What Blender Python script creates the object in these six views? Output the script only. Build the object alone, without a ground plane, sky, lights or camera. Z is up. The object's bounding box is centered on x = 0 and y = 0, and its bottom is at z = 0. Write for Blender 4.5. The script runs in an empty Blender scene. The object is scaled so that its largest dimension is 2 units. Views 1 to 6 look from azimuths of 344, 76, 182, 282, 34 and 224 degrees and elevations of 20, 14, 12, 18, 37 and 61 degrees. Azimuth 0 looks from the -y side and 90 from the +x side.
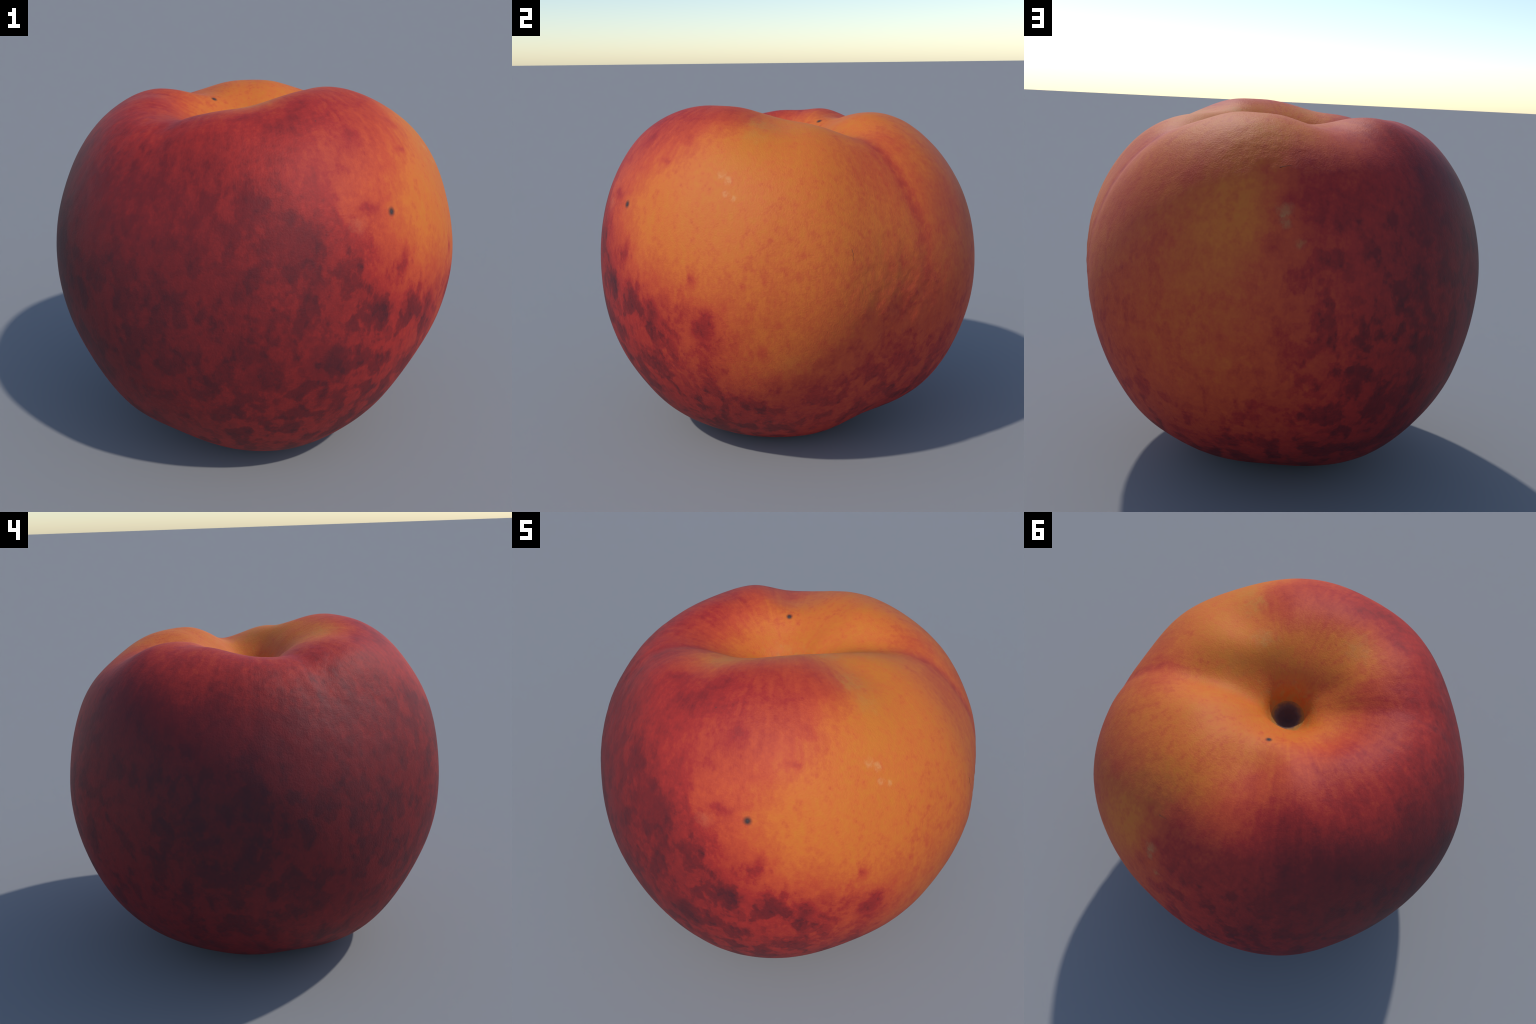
"""A ripe peach, modelled as a loft of two dozen meridian profiles round a slightly
leaning core, with a deep stem cavity, two suture grooves, blushed skin, stem scar,
dark specks and two stray hairs."""
import math
import random

import bpy
import numpy as np
from mathutils import Vector, noise

random.seed(7)
noise.seed_set(7)

# ---------------------------------------------------------------- body shape
# Mean meridian profile: station name, radius from the core, height, then how far
# the skin swells out (+) or sinks in (-) along the profile's normal on twenty-four
# meridians, every 15 degrees counter-clockwise from +x.
STATIONS = [
    ("foot", 0.000, 0.004, [-0.024]),
    ("underside", 0.160, 0.012, [0.002, -0.004, -0.010, -0.013, -0.011, -0.008, -0.004, -0.001, 0.002, 0.004, 0.006, 0.005, 0.004, 0.003, 0.004, 0.007, 0.009, 0.009, 0.007, 0.006, 0.007, 0.006, 0.007, 0.005]),
    ("lower_flank", 0.360, 0.055, [0.024, 0.015, 0.002, -0.004, 0.009, 0.016, 0.015, 0.022, 0.028, 0.033, 0.036, 0.033, 0.029, 0.025, 0.026, 0.039, 0.044, 0.045, 0.050, 0.048, 0.029, 0.030, 0.033, 0.029]),
    ("flank_low", 0.560, 0.180, [0.030, 0.022, 0.012, 0.031, 0.050, 0.045, 0.041, 0.050, 0.065, 0.074, 0.066, 0.056, 0.054, 0.050, 0.047, 0.062, 0.080, 0.091, 0.095, 0.084, 0.069, 0.057, 0.043, 0.035]),
    ("flank", 0.750, 0.390, [0.017, 0.020, 0.035, 0.080, 0.086, 0.071, 0.065, 0.077, 0.087, 0.093, 0.081, 0.076, 0.060, 0.064, 0.081, 0.080, 0.078, 0.081, 0.086, 0.086, 0.071, 0.051, 0.043, 0.035]),
    ("flank_high", 0.900, 0.670, [0.018, 0.003, 0.037, 0.078, 0.086, 0.069, 0.058, 0.065, 0.074, 0.078, 0.058, 0.045, 0.043, 0.042, 0.049, 0.049, 0.043, 0.048, 0.064, 0.062, 0.047, 0.040, 0.045, 0.038]),
    ("belly", 0.960, 0.970, [0.029, 0.003, 0.023, 0.066, 0.068, 0.057, 0.043, 0.044, 0.051, 0.055, 0.029, 0.021, 0.022, 0.026, 0.017, 0.006, 0.006, 0.025, 0.029, 0.019, 0.020, 0.025, 0.035, 0.029]),
    ("shoulder_low", 0.910, 1.250, [0.035, 0.008, 0.022, 0.048, 0.066, 0.059, 0.049, 0.052, 0.041, 0.047, 0.034, 0.024, 0.022, 0.022, 0.011, -0.003, 0.003, 0.027, 0.037, 0.040, 0.030, 0.038, 0.031, 0.037]),
    ("shoulder", 0.770, 1.490, [0.034, 0.005, 0.009, 0.043, 0.057, 0.062, 0.053, 0.056, 0.057, 0.060, 0.055, 0.041, 0.027, 0.022, 0.013, 0.007, 0.024, 0.051, 0.062, 0.063, 0.071, 0.062, 0.049, 0.042]),
    ("shoulder_high", 0.600, 1.630, [0.022, 0.000, -0.018, 0.018, 0.043, 0.055, 0.048, 0.023, 0.017, 0.060, 0.055, 0.043, 0.031, 0.023, 0.015, 0.029, 0.059, 0.066, 0.080, 0.089, 0.088, 0.085, 0.052, 0.023]),
    ("rim", 0.440, 1.655, [0.035, 0.006, -0.031, 0.006, 0.053, 0.058, 0.049, 0.017, 0.015, 0.053, 0.045, 0.041, 0.017, -0.005, -0.003, 0.027, 0.051, 0.066, 0.095, 0.115, 0.118, 0.111, 0.071, 0.036]),
    ("lip", 0.300, 1.630, [0.051, 0.011, -0.012, 0.005, 0.030, 0.038, 0.037, 0.032, 0.036, 0.035, 0.020, -0.005, -0.020, -0.030, -0.019, 0.011, 0.037, 0.061, 0.081, 0.097, 0.106, 0.108, 0.098, 0.079]),
    ("funnel_top", 0.200, 1.585, [0.037, 0.015, -0.002, -0.001, 0.016, 0.021, 0.021, 0.017, 0.012, 0.006, 0.001, -0.007, -0.017, -0.021, -0.015, 0.002, 0.018, 0.044, 0.065, 0.081, 0.087, 0.085, 0.077, 0.060]),
    ("funnel", 0.108, 1.530, [0.013, 0.003, -0.006, -0.012, -0.014, -0.012, -0.009, -0.009, -0.012, -0.018, -0.025, -0.032, -0.033, -0.025, -0.016, -0.006, 0.005, 0.014, 0.023, 0.029, 0.033, 0.034, 0.030, 0.023]),
    ("throat", 0.058, 1.468, [-0.005, -0.009, -0.014, -0.019, -0.024, -0.029, -0.033, -0.034, -0.034, -0.033, -0.032, -0.029, -0.026, -0.023, -0.019, -0.015, -0.010, -0.006, -0.003, -0.000, 0.001, 0.001, -0.000, -0.002]),
    ("scar_floor", 0.000, 1.440, [-0.029]),
]
ROUND = 24
CORE_FOOT = np.array([0.0, 0.0])       # core position under the fruit
CORE_TOP = np.array([-0.004, -0.010])   # core position at the stem cavity (height 1.5)

MERIDIANS = 600
RINGS = 360

# suture grooves: path as (place along the profile, azimuth in degrees from +x), depth, half width
GROOVES = [
    ([(1.45, 28.3), (1.8, 28.3), (2.1, 28.5), (2.3, 30.5), (2.5, 35), (2.8, 38.5)], 0.008, 0.065),
    ([(1.9, 220), (2.1, 219), (2.3, 216), (2.5, 213), (2.7, 211), (2.8, 211)], 0.007, 0.05),
]


def natural_spline(x, xq):
    """Rows of weights that interpolate knots x (natural cubic) at positions xq."""
    n, h = len(x), np.diff(x)
    a, b = np.eye(n), np.zeros((n, n))
    for i in range(1, n - 1):
        a[i, i - 1 : i + 2] = h[i - 1], 2 * (h[i - 1] + h[i]), h[i]
        b[i, i - 1 : i + 2] = 6 / h[i - 1], -6 / h[i - 1] - 6 / h[i], 6 / h[i]
    bend, eye, rows = np.linalg.solve(a, b), np.eye(n), []
    for q in xq:
        i = min(max(int(np.searchsorted(x, q)) - 1, 0), n - 2)
        s = (x[i + 1] - q) / h[i]
        t = 1 - s
        rows.append(s * eye[i] + t * eye[i + 1] + ((s**3 - s) * bend[i] + (t**3 - t) * bend[i + 1]) * h[i] ** 2 / 6)
    return np.array(rows)


def ring_spline(knots, angles):
    """Rows of weights that interpolate evenly spaced knots round a full turn."""
    a, b = 4 * np.eye(knots), -12 * np.eye(knots)
    for i in range(knots):
        for j in ((i - 1) % knots, (i + 1) % knots):
            a[i, j] += 1
            b[i, j] += 6
    bend, eye, rows = np.linalg.solve(a, b), np.eye(knots), []
    for angle in angles:
        p = angle / (2 * math.pi) * knots % knots
        i, t = int(p) % knots, p - int(p)
        s, j = 1 - t, (i + 1) % knots
        rows.append(s * eye[i] + t * eye[j] + ((s**3 - s) * bend[i] + (t**3 - t) * bend[j]) / 6)
    return np.array(rows)


profile = np.array([[r, z] for _, r, z, _ in STATIONS])
swell = np.array([s if len(s) > 1 else s * ROUND for *_, s in STATIONS], dtype=float)
along = np.concatenate([[0], np.cumsum(np.hypot(*np.diff(profile, axis=0).T))])
where = np.linspace(0, along[-1], RINGS)
turn = np.arange(MERIDIANS) / MERIDIANS * 2 * math.pi
around, down = ring_spline(ROUND, turn), natural_spline(along, where)
tangent = np.gradient(profile, along, axis=0)
tangent /= np.linalg.norm(tangent, axis=1)[:, None]
outward = np.stack([tangent[:, 1], -tangent[:, 0]], axis=1)
outward[0], outward[-1] = (0, -1), (0, 1)
push = around @ swell.T
radius = (profile[:, 0] + push * outward[:, 0]) @ down.T
height = (profile[:, 1] + push * outward[:, 1]) @ down.T
lean = np.clip(profile[:, 1] / 1.5, 0, 1)[:, None]
core = down @ (CORE_FOOT + (CORE_TOP - CORE_FOOT) * lean)
skin_points = np.stack([core[:, 0] + radius * np.cos(turn)[:, None], core[:, 1] + radius * np.sin(turn)[:, None], height], axis=2)


def surface_normals(p):
    n = np.cross(np.roll(p, -1, 0) - np.roll(p, 1, 0), np.gradient(p, axis=1))
    return n / (np.linalg.norm(n, axis=2)[..., None] + 1e-9)


def add_relief(p):
    """Grooves of the suture, fine wrinkles and shallow dents, along the normal."""
    n = surface_normals(p)
    d = np.zeros(p.shape[:2])
    mean_radius = np.maximum(down @ profile[:, 0], 0.05)
    for path, depth, width in GROOVES:
        places, azimuths = zip(*path)
        off = (np.degrees(turn)[:, None] - np.interp(where, places, azimuths) + 180) % 360 - 180
        fade = np.clip((where - places[0]) / 0.5, 0, 1), np.clip((places[-1] - where) / 0.25, 0, 1)
        fade = [f * f * (3 - 2 * f) for f in fade]
        d -= depth * np.exp(-((np.radians(off) * mean_radius / width) ** 2)) * fade[0] * fade[1]
    wrinkle_spots = [(Vector(c), r, a) for c, r, a in WRINKLED]
    for i in range(MERIDIANS):
        for j in range(3, RINGS - 15):
            v = Vector(p[i, j])
            amount = 0.0004
            for c, r, a in wrinkle_spots:
                amount += a * max(0.0, 1 - (v - c).length / r)
            fine = noise.noise(Vector((v.x * 16, v.y * 16, v.z * 11))) + 0.4 * noise.noise(v * 38)
            d[i, j] += amount * fine + 0.002 * noise.noise(v * 4.5 + Vector((3, 1, 7)))
    return p + n * d[..., None]


# centre, size and height of the patches where the skin is wrinkled
WRINKLED = [((0.06, 0.78, 1.56), 0.28, 0.0024), ((0.93, 0.30, 0.92), 0.38, 0.0065), ((-0.62, -0.45, 1.5), 0.6, 0.0025)]
skin_points = add_relief(skin_points)
skin_points[:, 0] = skin_points[:, 0].mean(axis=0)
skin_points[:, -1] = skin_points[:, -1].mean(axis=0)
skin_points[..., 2] -= skin_points[..., 2].min()
skin_normals = surface_normals(skin_points)
skin_normals[:, 0], skin_normals[:, -1] = (0, 0, -1), (0, 0, 1)

# ---------------------------------------------------------------- mesh pieces
SCAR_FROM = int(np.searchsorted(where, along[-1] - 0.085))   # ring where the stem scar begins


def piece(name, first, last, parent, material):
    """Rings first..last of the loft as one mesh, with the whole body's normals."""
    verts, normals, faces = [], [], []
    start = first + 1 if first == 0 else first
    end = last - 1 if last == RINGS - 1 else last
    for j in range(start, end + 1):
        for i in range(MERIDIANS):
            verts.append(skin_points[i, j])
            normals.append(skin_normals[i, j])
    for j in range(end - start):
        for i in range(MERIDIANS):
            k = (i + 1) % MERIDIANS
            faces.append((j * MERIDIANS + i, j * MERIDIANS + k, (j + 1) * MERIDIANS + k, (j + 1) * MERIDIANS + i))
    for pole, ring, flip in ((0, 0, True), (RINGS - 1, end - start, False)):
        if pole in (first, last):
            verts.append(skin_points[0, pole])
            normals.append(skin_normals[0, pole])
            for i in range(MERIDIANS):
                a, b = ring * MERIDIANS + i, ring * MERIDIANS + (i + 1) % MERIDIANS
                faces.append((b, a, len(verts) - 1) if flip else (a, b, len(verts) - 1))
    return finish_mesh(name, verts, faces, parent, material, normals)


def finish_mesh(name, verts, faces, parent, material, normals=None):
    mesh = bpy.data.meshes.new(name)
    mesh.from_pydata([tuple(map(float, v)) for v in verts], [], faces)
    mesh.update()
    mesh.polygons.foreach_set("use_smooth", [True] * len(mesh.polygons))
    if normals is not None:
        mesh.normals_split_custom_set_from_vertices([tuple(map(float, n)) for n in normals])
    mesh.materials.append(material)
    obj = bpy.data.objects.new(name, mesh)
    bpy.context.scene.collection.objects.link(obj)
    obj.parent = parent
    return obj


def nearest_on_skin(point):
    d = ((skin_points - np.array(point)) ** 2).sum(axis=2)
    i, j = np.unravel_index(int(d.argmin()), d.shape)
    return Vector(skin_points[i, j]), Vector(skin_normals[i, j])


# ---------------------------------------------------------------- materials
class Nodes:
    """Small helper to chain shader nodes."""

    def __init__(self, name):
        self.material = bpy.data.materials.new(name)
        self.material.use_nodes = True
        self.tree = self.material.node_tree
        self.tree.nodes.clear()
        self.out = self.tree.nodes.new("ShaderNodeOutputMaterial")

    def add(self, kind, **given):
        node = self.tree.nodes.new("ShaderNode" + kind)
        for key, value in given.items():
            setattr(node, key, value)
        return node

    def put(self, socket, value):
        if isinstance(value, bpy.types.NodeSocket):
            self.tree.links.new(value, socket)
        elif value is not None:
            socket.default_value = value

    def math(self, op, a, b=None, c=None, clamp=False):
        node = self.add("Math", operation=op, use_clamp=clamp)
        for socket, value in zip(node.inputs, (a, b, c)):
            self.put(socket, value)
        return node.outputs[0]

    def vector(self, op, a, b=None, scale=None):
        node = self.add("VectorMath", operation=op)
        self.put(node.inputs[0], a)
        self.put(node.inputs[1], b)
        if scale is not None:
            self.put(node.inputs["Scale"], scale)
        return node.outputs["Value"] if op in ("DISTANCE", "LENGTH", "DOT_PRODUCT") else node.outputs["Vector"]

    def soft(self, value, low, high, to_low=0.0, to_high=1.0):
        node = self.add("MapRange", interpolation_type="SMOOTHSTEP")
        for socket, v in zip(node.inputs, (value, low, high, to_low, to_high)):
            self.put(socket, v)
        return node.outputs[0]

    def noise(self, where, scale, detail=3.0, rough=0.55, colour=False, distortion=0.0):
        node = self.add("TexNoise", noise_dimensions="3D")
        self.put(node.inputs["Vector"], where)
        self.put(node.inputs["Scale"], scale)
        self.put(node.inputs["Detail"], detail)
        self.put(node.inputs["Roughness"], rough)
        self.put(node.inputs["Distortion"], distortion)
        return node.outputs["Color" if colour else "Fac"]

    def mix(self, factor, a, b, blend="MIX"):
        node = self.add("Mix", data_type="RGBA", blend_type=blend)
        self.put(node.inputs[0], factor)
        self.put(node.inputs[6], a)
        self.put(node.inputs[7], b)
        return node.outputs[2]

    def ramp(self, value, stops):
        node = self.add("ValToRGB")
        band = node.color_ramp
        while len(band.elements) < len(stops):
            band.elements.new(0.5)
        for element, (pos, colour) in zip(band.elements, stops):
            element.position, element.color = pos, (*colour, 1)
        self.put(node.inputs[0], value)
        return node.outputs[0]

    def principled(self, colour, roughness=0.6, specular=0.4, bump=None, **more):
        node = self.add("BsdfPrincipled")
        self.put(node.inputs["Base Color"], colour)
        self.put(node.inputs["Roughness"], roughness)
        self.put(node.inputs["Specular IOR Level"], specular)
        for key, value in more.items():
            self.put(node.inputs[key.replace("_", " ")], value)
        if bump is not None:
            self.put(node.inputs["Normal"], bump)
        self.put(self.out.inputs["Surface"], node.outputs[0])
        return self.material


# Ripeness runs from 0 (golden) over 1 orange, 2 vermilion, 3 red, 4 deep red to 5
# (maroon).  It starts from one even level, and each blush patch (centre, reach,
# change) shifts it smoothly.
BLUSH_BASE = 3.67
BLUSH = [
    ((0.53, 0.16, 1.64), 1.40, -3.30),
    ((0.82, -0.56, 1.01), 0.90, -1.60),
    ((0.24, 0.97, 0.82), 0.90, -1.77),
    ((-0.23, -0.09, 1.58), 0.60, -0.59),
    ((-0.97, 0.08, 0.79), 1.40, +1.14),
    ((-0.11, 0.51, 1.67), 0.60, -0.82),
    ((0.54, -0.72, 1.40), 0.60, -1.18),
    ((0.85, 0.11, 0.56), 0.90, -0.76),
    ((-0.10, -0.40, 1.72), 0.28, -1.56),
    ((0.06, -0.07, 1.25), 0.60, -1.29),
    ((0.33, -0.50, 1.73), 0.40, +0.92),
    ((0.66, 0.24, 1.55), 0.40, +1.15),
    ((-0.48, -0.84, 0.99), 0.90, +0.57),
    ((0.20, 0.93, 1.29), 0.40, -0.68),
    ((-0.76, 0.04, 1.56), 0.40, -0.29),
    ((0.07, -0.86, 1.47), 0.28, -0.46),
    ((0.46, 0.37, 1.63), 0.28, +0.59),
    ((-0.03, -0.58, 1.73), 0.28, +0.80),
    ((0.18, -0.92, 1.32), 0.28, -0.73),
    ((0.60, -0.36, 1.63), 0.28, -0.78),
    ((-0.74, 0.42, 1.47), 0.60, +0.54),
    ((0.40, -0.27, 1.73), 0.28, +0.64),
    ((0.92, -0.23, 0.69), 0.40, -0.49),
    ((0.04, 0.70, 1.62), 0.28, -0.61),
    ((0.47, 0.86, 1.21), 0.60, +0.31),
    ((0.25, 0.00, 0.03), 0.60, -0.49),
    ((-0.97, -0.09, 1.10), 0.60, +0.54),
    ((0.04, -0.07, 1.53), 0.28, +0.43),
    ((-0.10, 0.85, 1.45), 0.28, +0.57),
    ((-0.04, -0.94, 1.30), 0.28, +0.49),
    ((0.70, 0.56, 1.36), 0.28, +0.35),
    ((-0.54, 0.35, 1.67), 0.28, -0.39),
    ((0.47, -0.82, 1.26), 0.28, -0.57),
    ((0.56, -0.81, 0.85), 0.28, +0.56),
    ((0.81, -0.42, 0.59), 0.28, -0.24),
    ((-0.18, 0.11, 1.60), 0.28, -0.48),
    ((0.79, -0.59, 0.85), 0.28, +0.50),
    ((0.08, 0.90, 1.38), 0.28, -0.72),
    ((0.46, -0.12, 1.68), 0.28, -0.44),
    ((0.02, -0.99, 0.78), 0.60, +0.23),
    ((-0.23, -0.09, 1.58), 0.28, -0.50),
    ((-0.58, -0.23, 1.65), 0.28, -0.30),
    ((-0.69, 0.17, 1.61), 0.28, -0.52),
    ((0.14, -0.17, 1.71), 0.28, -0.37),
    ((0.78, 0.62, 1.06), 0.28, -0.33),
    ((0.97, 0.06, 1.14), 0.40, -0.23),
    ((-0.39, 0.50, 1.66), 0.28, +0.29),
    ((0.00, -0.25, 0.03), 0.60, +0.32),
]
RIPENESS_SHIFT = 0.0
RIPE_COLOURS = [
    (0.00, (0.66, 0.185, 0.021)),
    (0.18, (0.67, 0.150, 0.024)),
    (0.36, (0.57, 0.073, 0.024)),
    (0.54, (0.40, 0.026, 0.020)),
    (0.72, (0.20, 0.015, 0.0165)),
    (0.90, (0.095, 0.012, 0.016)),
    (1.00, (0.065, 0.012, 0.018)),
]
SUTURE_AZIMUTH, SUTURE_OFFSET, SUTURE_MIDDLE = math.radians(28.3), -0.008, (0.72, 0.38, 1.36)
SKIN_ROUGHNESS, SKIN_SPECULAR, SKIN_SHEEN = 0.62, 0.32, 0.0
# single blotches on the skin: centre, reach, change of ripeness
SPOTS = [
    ((0.40, -0.88, 1.13), 0.050, +1.2),
    ((0.45, -0.69, 1.55), 0.050, +0.8),
    ((0.45, -0.57, 1.65), 0.040, +0.9),
    ((0.25, -0.88, 1.37), 0.055, +1.0),
    ((0.66, -0.73, 0.95), 0.050, +1.0),
    ((0.59, -0.78, 0.85), 0.080, +1.0),
    ((0.45, -0.88, 0.90), 0.070, +1.1),
    ((0.29, -0.94, 0.91), 0.090, +0.8),
    ((0.76, -0.62, 1.07), 0.050, +0.8),
    ((0.17, -0.96, 1.14), 0.030, +1.1),
    ((-0.23, -0.85, 1.42), 0.060, +0.5),
    ((0.22, -0.73, 1.62), 0.090, +0.6),
    ((0.79, -0.59, 0.85), 0.060, +0.9),
    ((0.79, -0.58, 0.80), 0.085, +1.4),
    ((0.95, -0.18, 1.19), 0.035, +1.0),
    ((0.94, -0.26, 1.11), 0.025, +1.0),
    ((0.91, -0.39, 0.97), 0.035, +0.9),
    ((0.94, -0.26, 0.78), 0.040, +1.0),
    ((0.91, -0.34, 0.74), 0.045, +1.0),
    ((0.83, -0.17, 0.48), 0.100, +0.5),
    ((0.76, -0.62, 1.09), 0.040, +0.9),
    ((0.58, -0.79, 0.86), 0.070, +1.0),
    ((0.90, 0.30, 0.89), 0.060, +0.8),
    ((0.94, -0.30, 0.87), 0.030, +0.7),
    ((0.92, -0.08, 0.66), 0.040, +0.8),
    ((0.86, -0.48, 1.09), 0.030, +0.7),
    ((-0.23, -0.84, 1.44), 0.065, +0.3),
    ((-0.04, -0.94, 1.30), 0.085, +0.5),
    ((0.23, -0.89, 1.37), 0.040, +0.9),
    ((-0.10, -0.90, 1.39), 0.040, +0.8),
    ((-0.31, -0.92, 1.09), 0.060, +0.7),
    ((-0.27, -0.92, 0.70), 0.060, +0.8),
    ((0.02, -0.99, 0.76), 0.100, +0.8),
    ((0.17, -0.96, 1.14), 0.030, +0.8),
    ((0.32, -0.93, 0.91), 0.070, +0.8),
    ((0.19, -0.75, 1.60), 0.060, +0.6),
    ((0.46, -0.68, 1.55), 0.030, +0.7),
    ((-0.02, 0.96, 1.22), 0.050, +1.0),
    ((-0.14, 0.76, 1.55), 0.050, +0.8),
    ((-0.08, 0.88, 1.41), 0.045, +0.8),
    ((0.33, 0.79, 1.47), 0.060, +0.8),
    ((0.17, 0.98, 0.84), 0.040, +0.8),
    ((-0.59, 0.79, 1.12), 0.080, +0.5),
    ((-0.70, 0.67, 1.20), 0.050, +0.5),
    ((-0.02, 0.91, 0.54), 0.080, +0.5),
    ((0.44, 0.88, 1.20), 0.060, +0.6),
    ((-0.57, 0.73, 1.32), 0.060, +0.5),
    ((-0.18, -0.58, 1.70), 0.060, +0.9),
    ((-0.23, 0.45, 1.66), 0.050, +0.7),
]
# pale scars, golden streaks, dull olive patches in the cavity: centre, reach, colour, strength
PALE = [
    ((0.465, -0.236, 1.697), 0.090, (0.58, 0.25, 0.04), 0.50),
    ((0.575, -0.293, 1.655), 0.080, (0.60, 0.25, 0.04), 0.40),
    ((0.276, -0.110, 1.715), 0.080, (0.55, 0.27, 0.07), 0.40),
    ((-0.080, -0.385, 1.722), 0.100, (0.55, 0.22, 0.05), 0.40),
    ((0.683, -0.469, 1.500), 0.030, (0.72, 0.36, 0.13), 0.42),
    ((0.712, -0.444, 1.482), 0.025, (0.72, 0.36, 0.13), 0.42),
    ((0.740, -0.461, 1.427), 0.025, (0.72, 0.36, 0.13), 0.38),
    ((0.767, -0.432, 1.408), 0.022, (0.72, 0.36, 0.13), 0.38),
    ((0.178, -0.923, 1.316), 0.060, (0.70, 0.20, 0.08), 0.25),
    ((0.909, -0.227, 0.666), 0.070, (0.66, 0.20, 0.03), 0.30),
    ((-0.044, 0.909, 1.358), 0.040, (0.50, 0.30, 0.11), 0.28),
    ((-0.044, 0.927, 1.319), 0.035, (0.50, 0.30, 0.11), 0.30),
    ((-0.044, 0.918, 1.339), 0.030, (0.50, 0.30, 0.11), 0.28),
    ((-0.108, 0.952, 1.240), 0.028, (0.50, 0.28, 0.09), 0.30),
    ((0.285, 0.059, 1.645), 0.110, (0.50, 0.20, 0.03), 0.30),
    ((0.176, -0.112, 1.688), 0.090, (0.50, 0.21, 0.03), 0.25),
    ((-0.004, -0.010, 1.48), 0.190, (0.56, 0.25, 0.05), 0.85),  # throat skin tinted ochre to offset red light bouncing between the walls
]
# dark stains round the specks
STAINS = [((0.345, -0.863, 1.334), 0.027, (0.04, 0.028, 0.026), 0.95), ((-0.127, 0.240, 1.655), 0.022, (0.03, 0.022, 0.025), 1.0)]
SPECKS = [((-0.127, 0.240, 1.655), 0.011, 0.9), ((0.345, -0.863, 1.334), 0.008, 1.5), ((0.081, -0.677, 1.688), 0.005, 1.0)]
HAIRS = [
    ([(-0.011, 0.809, 1.514), (-0.030, 0.806, 1.519), (-0.055, 0.801, 1.524)], 0.0016),
    ([(0.951, 0.043, 1.195), (0.956, 0.049, 1.175), (0.956, 0.046, 1.165), (0.960, 0.050, 1.145)], 0.0009),
]


def height_of(n, place):
    sep = n.add("SeparateXYZ")
    n.put(sep.inputs[0], place)
    return sep.outputs["Z"]


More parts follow.
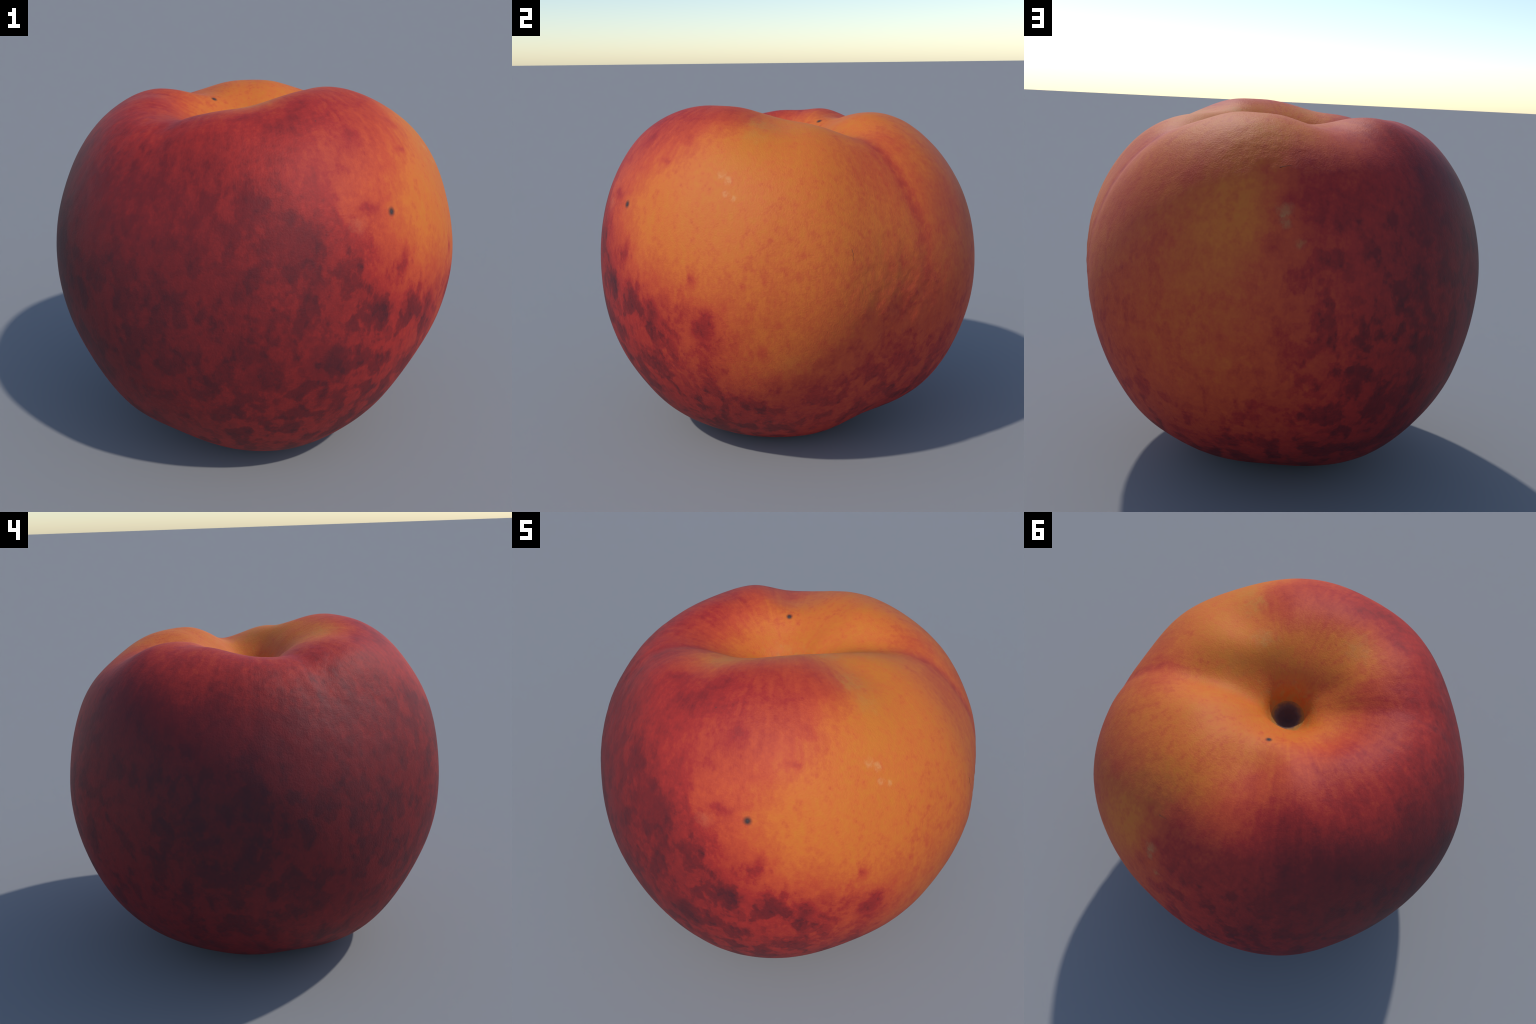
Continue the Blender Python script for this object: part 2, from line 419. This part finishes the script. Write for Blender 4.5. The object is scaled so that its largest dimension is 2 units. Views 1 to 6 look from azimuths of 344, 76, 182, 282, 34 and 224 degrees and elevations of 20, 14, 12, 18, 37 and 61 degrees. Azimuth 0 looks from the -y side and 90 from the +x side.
def skin_material():
    n = Nodes("blushed_skin")
    place = n.add("TexCoord").outputs["Object"]
    # ragged borders: look the patches up at a jittered position
    jitter = n.vector("SUBTRACT", n.noise(place, 7.0, 5.0, 0.62, colour=True), (0.5, 0.5, 0.5))
    ragged = n.vector("ADD", place, n.vector("SCALE", jitter, scale=0.14))
    level = BLUSH_BASE
    for centre, reach, change in BLUSH:
        d = n.vector("DISTANCE", ragged, centre)
        level = n.math("ADD", level, n.soft(d, 0.0, reach, change, 0.0))
    level = n.math("ADD", level, RIPENESS_SHIFT)

    ragged_line = n.vector("ADD", place, n.vector("SCALE", jitter, scale=0.09))
    # marks are a little taller than wide on the flanks
    tall = n.vector("MULTIPLY", place, (1, 1, 0.78))
    ragged_tall = n.vector("MULTIPLY", ragged, (1, 1, 0.7))
    mottle = n.noise(tall, 10.0, 4.0, 0.55, distortion=0.2)
    fleck = n.noise(tall, 21.0, 3.0, 0.5)
    medium = n.noise(tall, 19.0, 4.0, 0.6)
    fine = n.noise(tall, 45.0, 3.0, 0.6)
    grain = n.noise(place, 130.0, 2.0, 0.6)
    low = n.soft(height_of(n, place), 0.95, 1.6, 1.0, 0.28)

    calm = n.math("MULTIPLY", n.soft(level, 3.5, 4.7, 1.0, 0.6), n.soft(level, 0.6, 1.6, 1.9, 0.9))   # the darkest side is the most even
    level = n.math("MULTIPLY_ADD", n.math("SUBTRACT", medium, 0.5), n.math("MULTIPLY", calm, 1.1), level)
    level = n.math("MULTIPLY_ADD", n.math("SUBTRACT", fine, 0.5), n.math("MULTIPLY", calm, 1.25), level)
    # round the shoulder fine streaks radiate from the stem cavity
    from_stem = n.vector("SUBTRACT", place, (float(CORE_TOP[0]), float(CORE_TOP[1]), 1.0))
    spoke = n.vector("NORMALIZE", n.vector("MULTIPLY", from_stem, (1, 1, 0)))
    streak = n.noise(n.vector("ADD", spoke, n.vector("SCALE", from_stem, scale=0.22)), 14.0, 4.0, 0.6)
    level = n.math("MULTIPLY_ADD", n.math("SUBTRACT", streak, 0.5), n.soft(height_of(n, place), 1.25, 1.6, 0.2, 1.4), level)
    level = n.math("MULTIPLY_ADD", n.math("SUBTRACT", grain, 0.5), 0.4, level)
    # blotches: islands about one step riper than their surroundings, clearest low down
    blotch = n.math("MULTIPLY", n.math("MULTIPLY_ADD", n.soft(mottle, 0.47, 0.58), 0.95, n.math("MULTIPLY", n.soft(fleck, 0.52, 0.63), 0.5)), low)
    allowed = n.soft(level, 1.4, 3.3, 0.12, 1.0)
    level = n.math("MULTIPLY_ADD", n.math("MULTIPLY", n.math("MULTIPLY", blotch, allowed), calm), 1.0, n.math("SUBTRACT", level, n.math("MULTIPLY", allowed, 0.32)))
    for (x, y, z), reach, change in SPOTS:
        d = n.vector("DISTANCE", ragged_tall, (x, y, z * 0.7))
        level = n.math("ADD", level, n.soft(d, reach * 0.2, reach * 1.1, change * 0.55, 0.0))

    # thin red line along the suture
    side = n.math("ABSOLUTE", n.math("SUBTRACT", n.vector("DOT_PRODUCT", ragged_line, (-math.sin(SUTURE_AZIMUTH), math.cos(SUTURE_AZIMUTH), 0)), SUTURE_OFFSET))
    line = n.math("MULTIPLY", n.soft(side, 0.0, 0.062, 1.0, 0.0), n.soft(n.vector("DISTANCE", place, SUTURE_MIDDLE), 0.12, 0.55, 1.0, 0.0))
    level = n.math("MULTIPLY_ADD", n.math("MULTIPLY", line, n.soft(medium, 0.35, 0.6, 0.55, 1.0)), 0.75, level)

    colour = n.ramp(n.math("DIVIDE", level, 5.5, clamp=True), RIPE_COLOURS)
    shaky = n.vector("SUBTRACT", n.noise(tall, 28.0, 3.0, 0.6, colour=True), (0.5, 0.5, 0.5))
    broken = n.soft(n.noise(tall, 38.0, 3.0, 0.6), 0.40, 0.58, 0.35, 1.0)
    for centre, reach, tint, strength in PALE:
        d = n.vector("DISTANCE", n.vector("ADD", place, n.vector("SCALE", shaky, scale=reach * 1.8)), centre)
        colour = n.mix(n.math("MULTIPLY", n.soft(d, reach * 0.2, reach, strength, 0.0), broken), colour, (*tint, 1))
    for centre, reach, tint, strength in STAINS:
        d = n.vector("DISTANCE", n.vector("ADD", place, n.vector("SCALE", jitter, scale=reach * 0.5)), centre)
        colour = n.mix(n.soft(d, reach * 0.2, reach, strength, 0.0), colour, (*tint, 1))
    bump = n.add("Bump")
    bump.inputs["Strength"].default_value = 0.25
    bump.inputs["Distance"].default_value = 0.006
    n.put(bump.inputs["Height"], n.math("MULTIPLY_ADD", n.noise(n.vector("MULTIPLY", place, (1, 1, 0.6)), 38.0, 4.0, 0.6), 1.0, grain))
    return n.principled(colour, SKIN_ROUGHNESS, SKIN_SPECULAR, bump.outputs[0], Sheen_Weight=SKIN_SHEEN, Sheen_Roughness=0.5)


def scar_material():
    n = Nodes("dry_stem_scar")
    place = n.add("TexCoord").outputs["Object"]
    edge = n.math("ADD", n.vector("DISTANCE", n.vector("MULTIPLY", place, (1, 1, 0)), (float(CORE_TOP[0]), float(CORE_TOP[1]), 0)),
                  n.math("MULTIPLY", n.math("SUBTRACT", n.noise(place, 30.0), 0.5), 0.03))
    colour = n.ramp(n.math("MULTIPLY", edge, 9.5, clamp=True), [(0.0, (0.10, 0.055, 0.056)), (0.40, (0.11, 0.06, 0.055)), (0.50, (0.15, 0.09, 0.075)), (0.58, (0.24, 0.12, 0.07)), (0.68, (0.45, 0.20, 0.05))])
    bump = n.add("Bump")
    bump.inputs["Strength"].default_value = 0.5
    bump.inputs["Distance"].default_value = 0.01
    n.put(bump.inputs["Height"], n.noise(place, 45.0, 4.0))
    return n.principled(colour, 0.8, 0.2, bump.outputs[0])


def plain_material(name, dark, light, scale, roughness=0.7):
    n = Nodes(name)
    place = n.add("TexCoord").outputs["Object"]
    return n.principled(n.mix(n.noise(place, scale), (*dark, 1), (*light, 1)), roughness, 0.3)


# ---------------------------------------------------------------- assembly
peach = bpy.data.objects.new("peach", None)
bpy.context.scene.collection.objects.link(peach)
peach["label"] = "ripe peach with dark red blush and golden cheek"
peach["category"] = "peach fruit"

piece("skin", 0, SCAR_FROM, peach, skin_material())
piece("stem_scar", SCAR_FROM, RINGS - 1, peach, scar_material())


def dark_speck(parent, at, size, stretch, material):
    """A small dark dent-like crumb: a low dome with an irregular outline."""
    p, nrm = nearest_on_skin(at)
    side = nrm.cross(Vector((0, 0, 1))).normalized()
    rise = side.cross(nrm).normalized()
    rings, seg = 6, 22
    verts, faces = [p + nrm * size * 0.22], []
    for r in range(1, rings + 1):
        f = r / rings
        for s in range(seg):
            a = 2 * math.pi * s / seg
            out = size * f * (1 + 0.28 * noise.noise(Vector((math.cos(a) * 1.4, math.sin(a) * 1.4, at[0] * 9))))
            q = p + side * math.cos(a) * out + rise * math.sin(a) * out * stretch
            q, qn = lift(q, nrm)
            verts.append(q + qn * (size * 0.22 * (1 - f * f) - 0.002 * f))
    for s in range(seg):
        t = (s + 1) % seg
        faces.append((0, 1 + s, 1 + t))
        for r in range(rings - 1):
            a = 1 + r * seg
            faces.append((a + s, a + seg + s, a + seg + t, a + t))
    return finish_mesh("speck", verts, faces, parent, material)


def lift(q, nrm):
    """Move a point along a normal on to the tangent surface of the skin."""
    near, qn = nearest_on_skin(q)
    return q - qn * (q - near).dot(qn), qn


def stray_hair(parent, points, thick, material):
    """A thin fibre lying on the skin through the given places."""
    path = []
    for at in points:
        p, nrm = nearest_on_skin(at)
        q = Vector(at)
        path.append(q - nrm * (q - p).dot(nrm) + nrm * thick * 0.8)
    verts, faces, seg = [], [], 6
    for i, p in enumerate(path):
        d = (path[min(i + 1, len(path) - 1)] - path[max(i - 1, 0)]).normalized()
        _, nrm = nearest_on_skin(p)
        side = d.cross(nrm).normalized()
        up = side.cross(d)
        r = thick * (1 - 0.6 * i / (len(path) - 1))
        verts += [p + (side * math.cos(2 * math.pi * s / seg) + up * math.sin(2 * math.pi * s / seg)) * r for s in range(seg)]
    for i in range(len(path) - 1):
        for s in range(seg):
            t = (s + 1) % seg
            faces.append((i * seg + s, i * seg + t, (i + 1) * seg + t, (i + 1) * seg + s))
    faces += [tuple(range(seg))[::-1], tuple((len(path) - 1) * seg + s for s in range(seg))]
    return finish_mesh("hair", verts, faces, parent, material)


speck_dark = plain_material("dark_speck", (0.035, 0.03, 0.04), (0.10, 0.06, 0.05), 60.0)
hair_dark = plain_material("dark_fibre", (0.12, 0.04, 0.03), (0.2, 0.07, 0.04), 30.0)
for at, size, stretch in SPECKS:
    dark_speck(peach, at, size, stretch, speck_dark)
for points, thick in HAIRS:
    stray_hair(peach, points, thick, hair_dark)
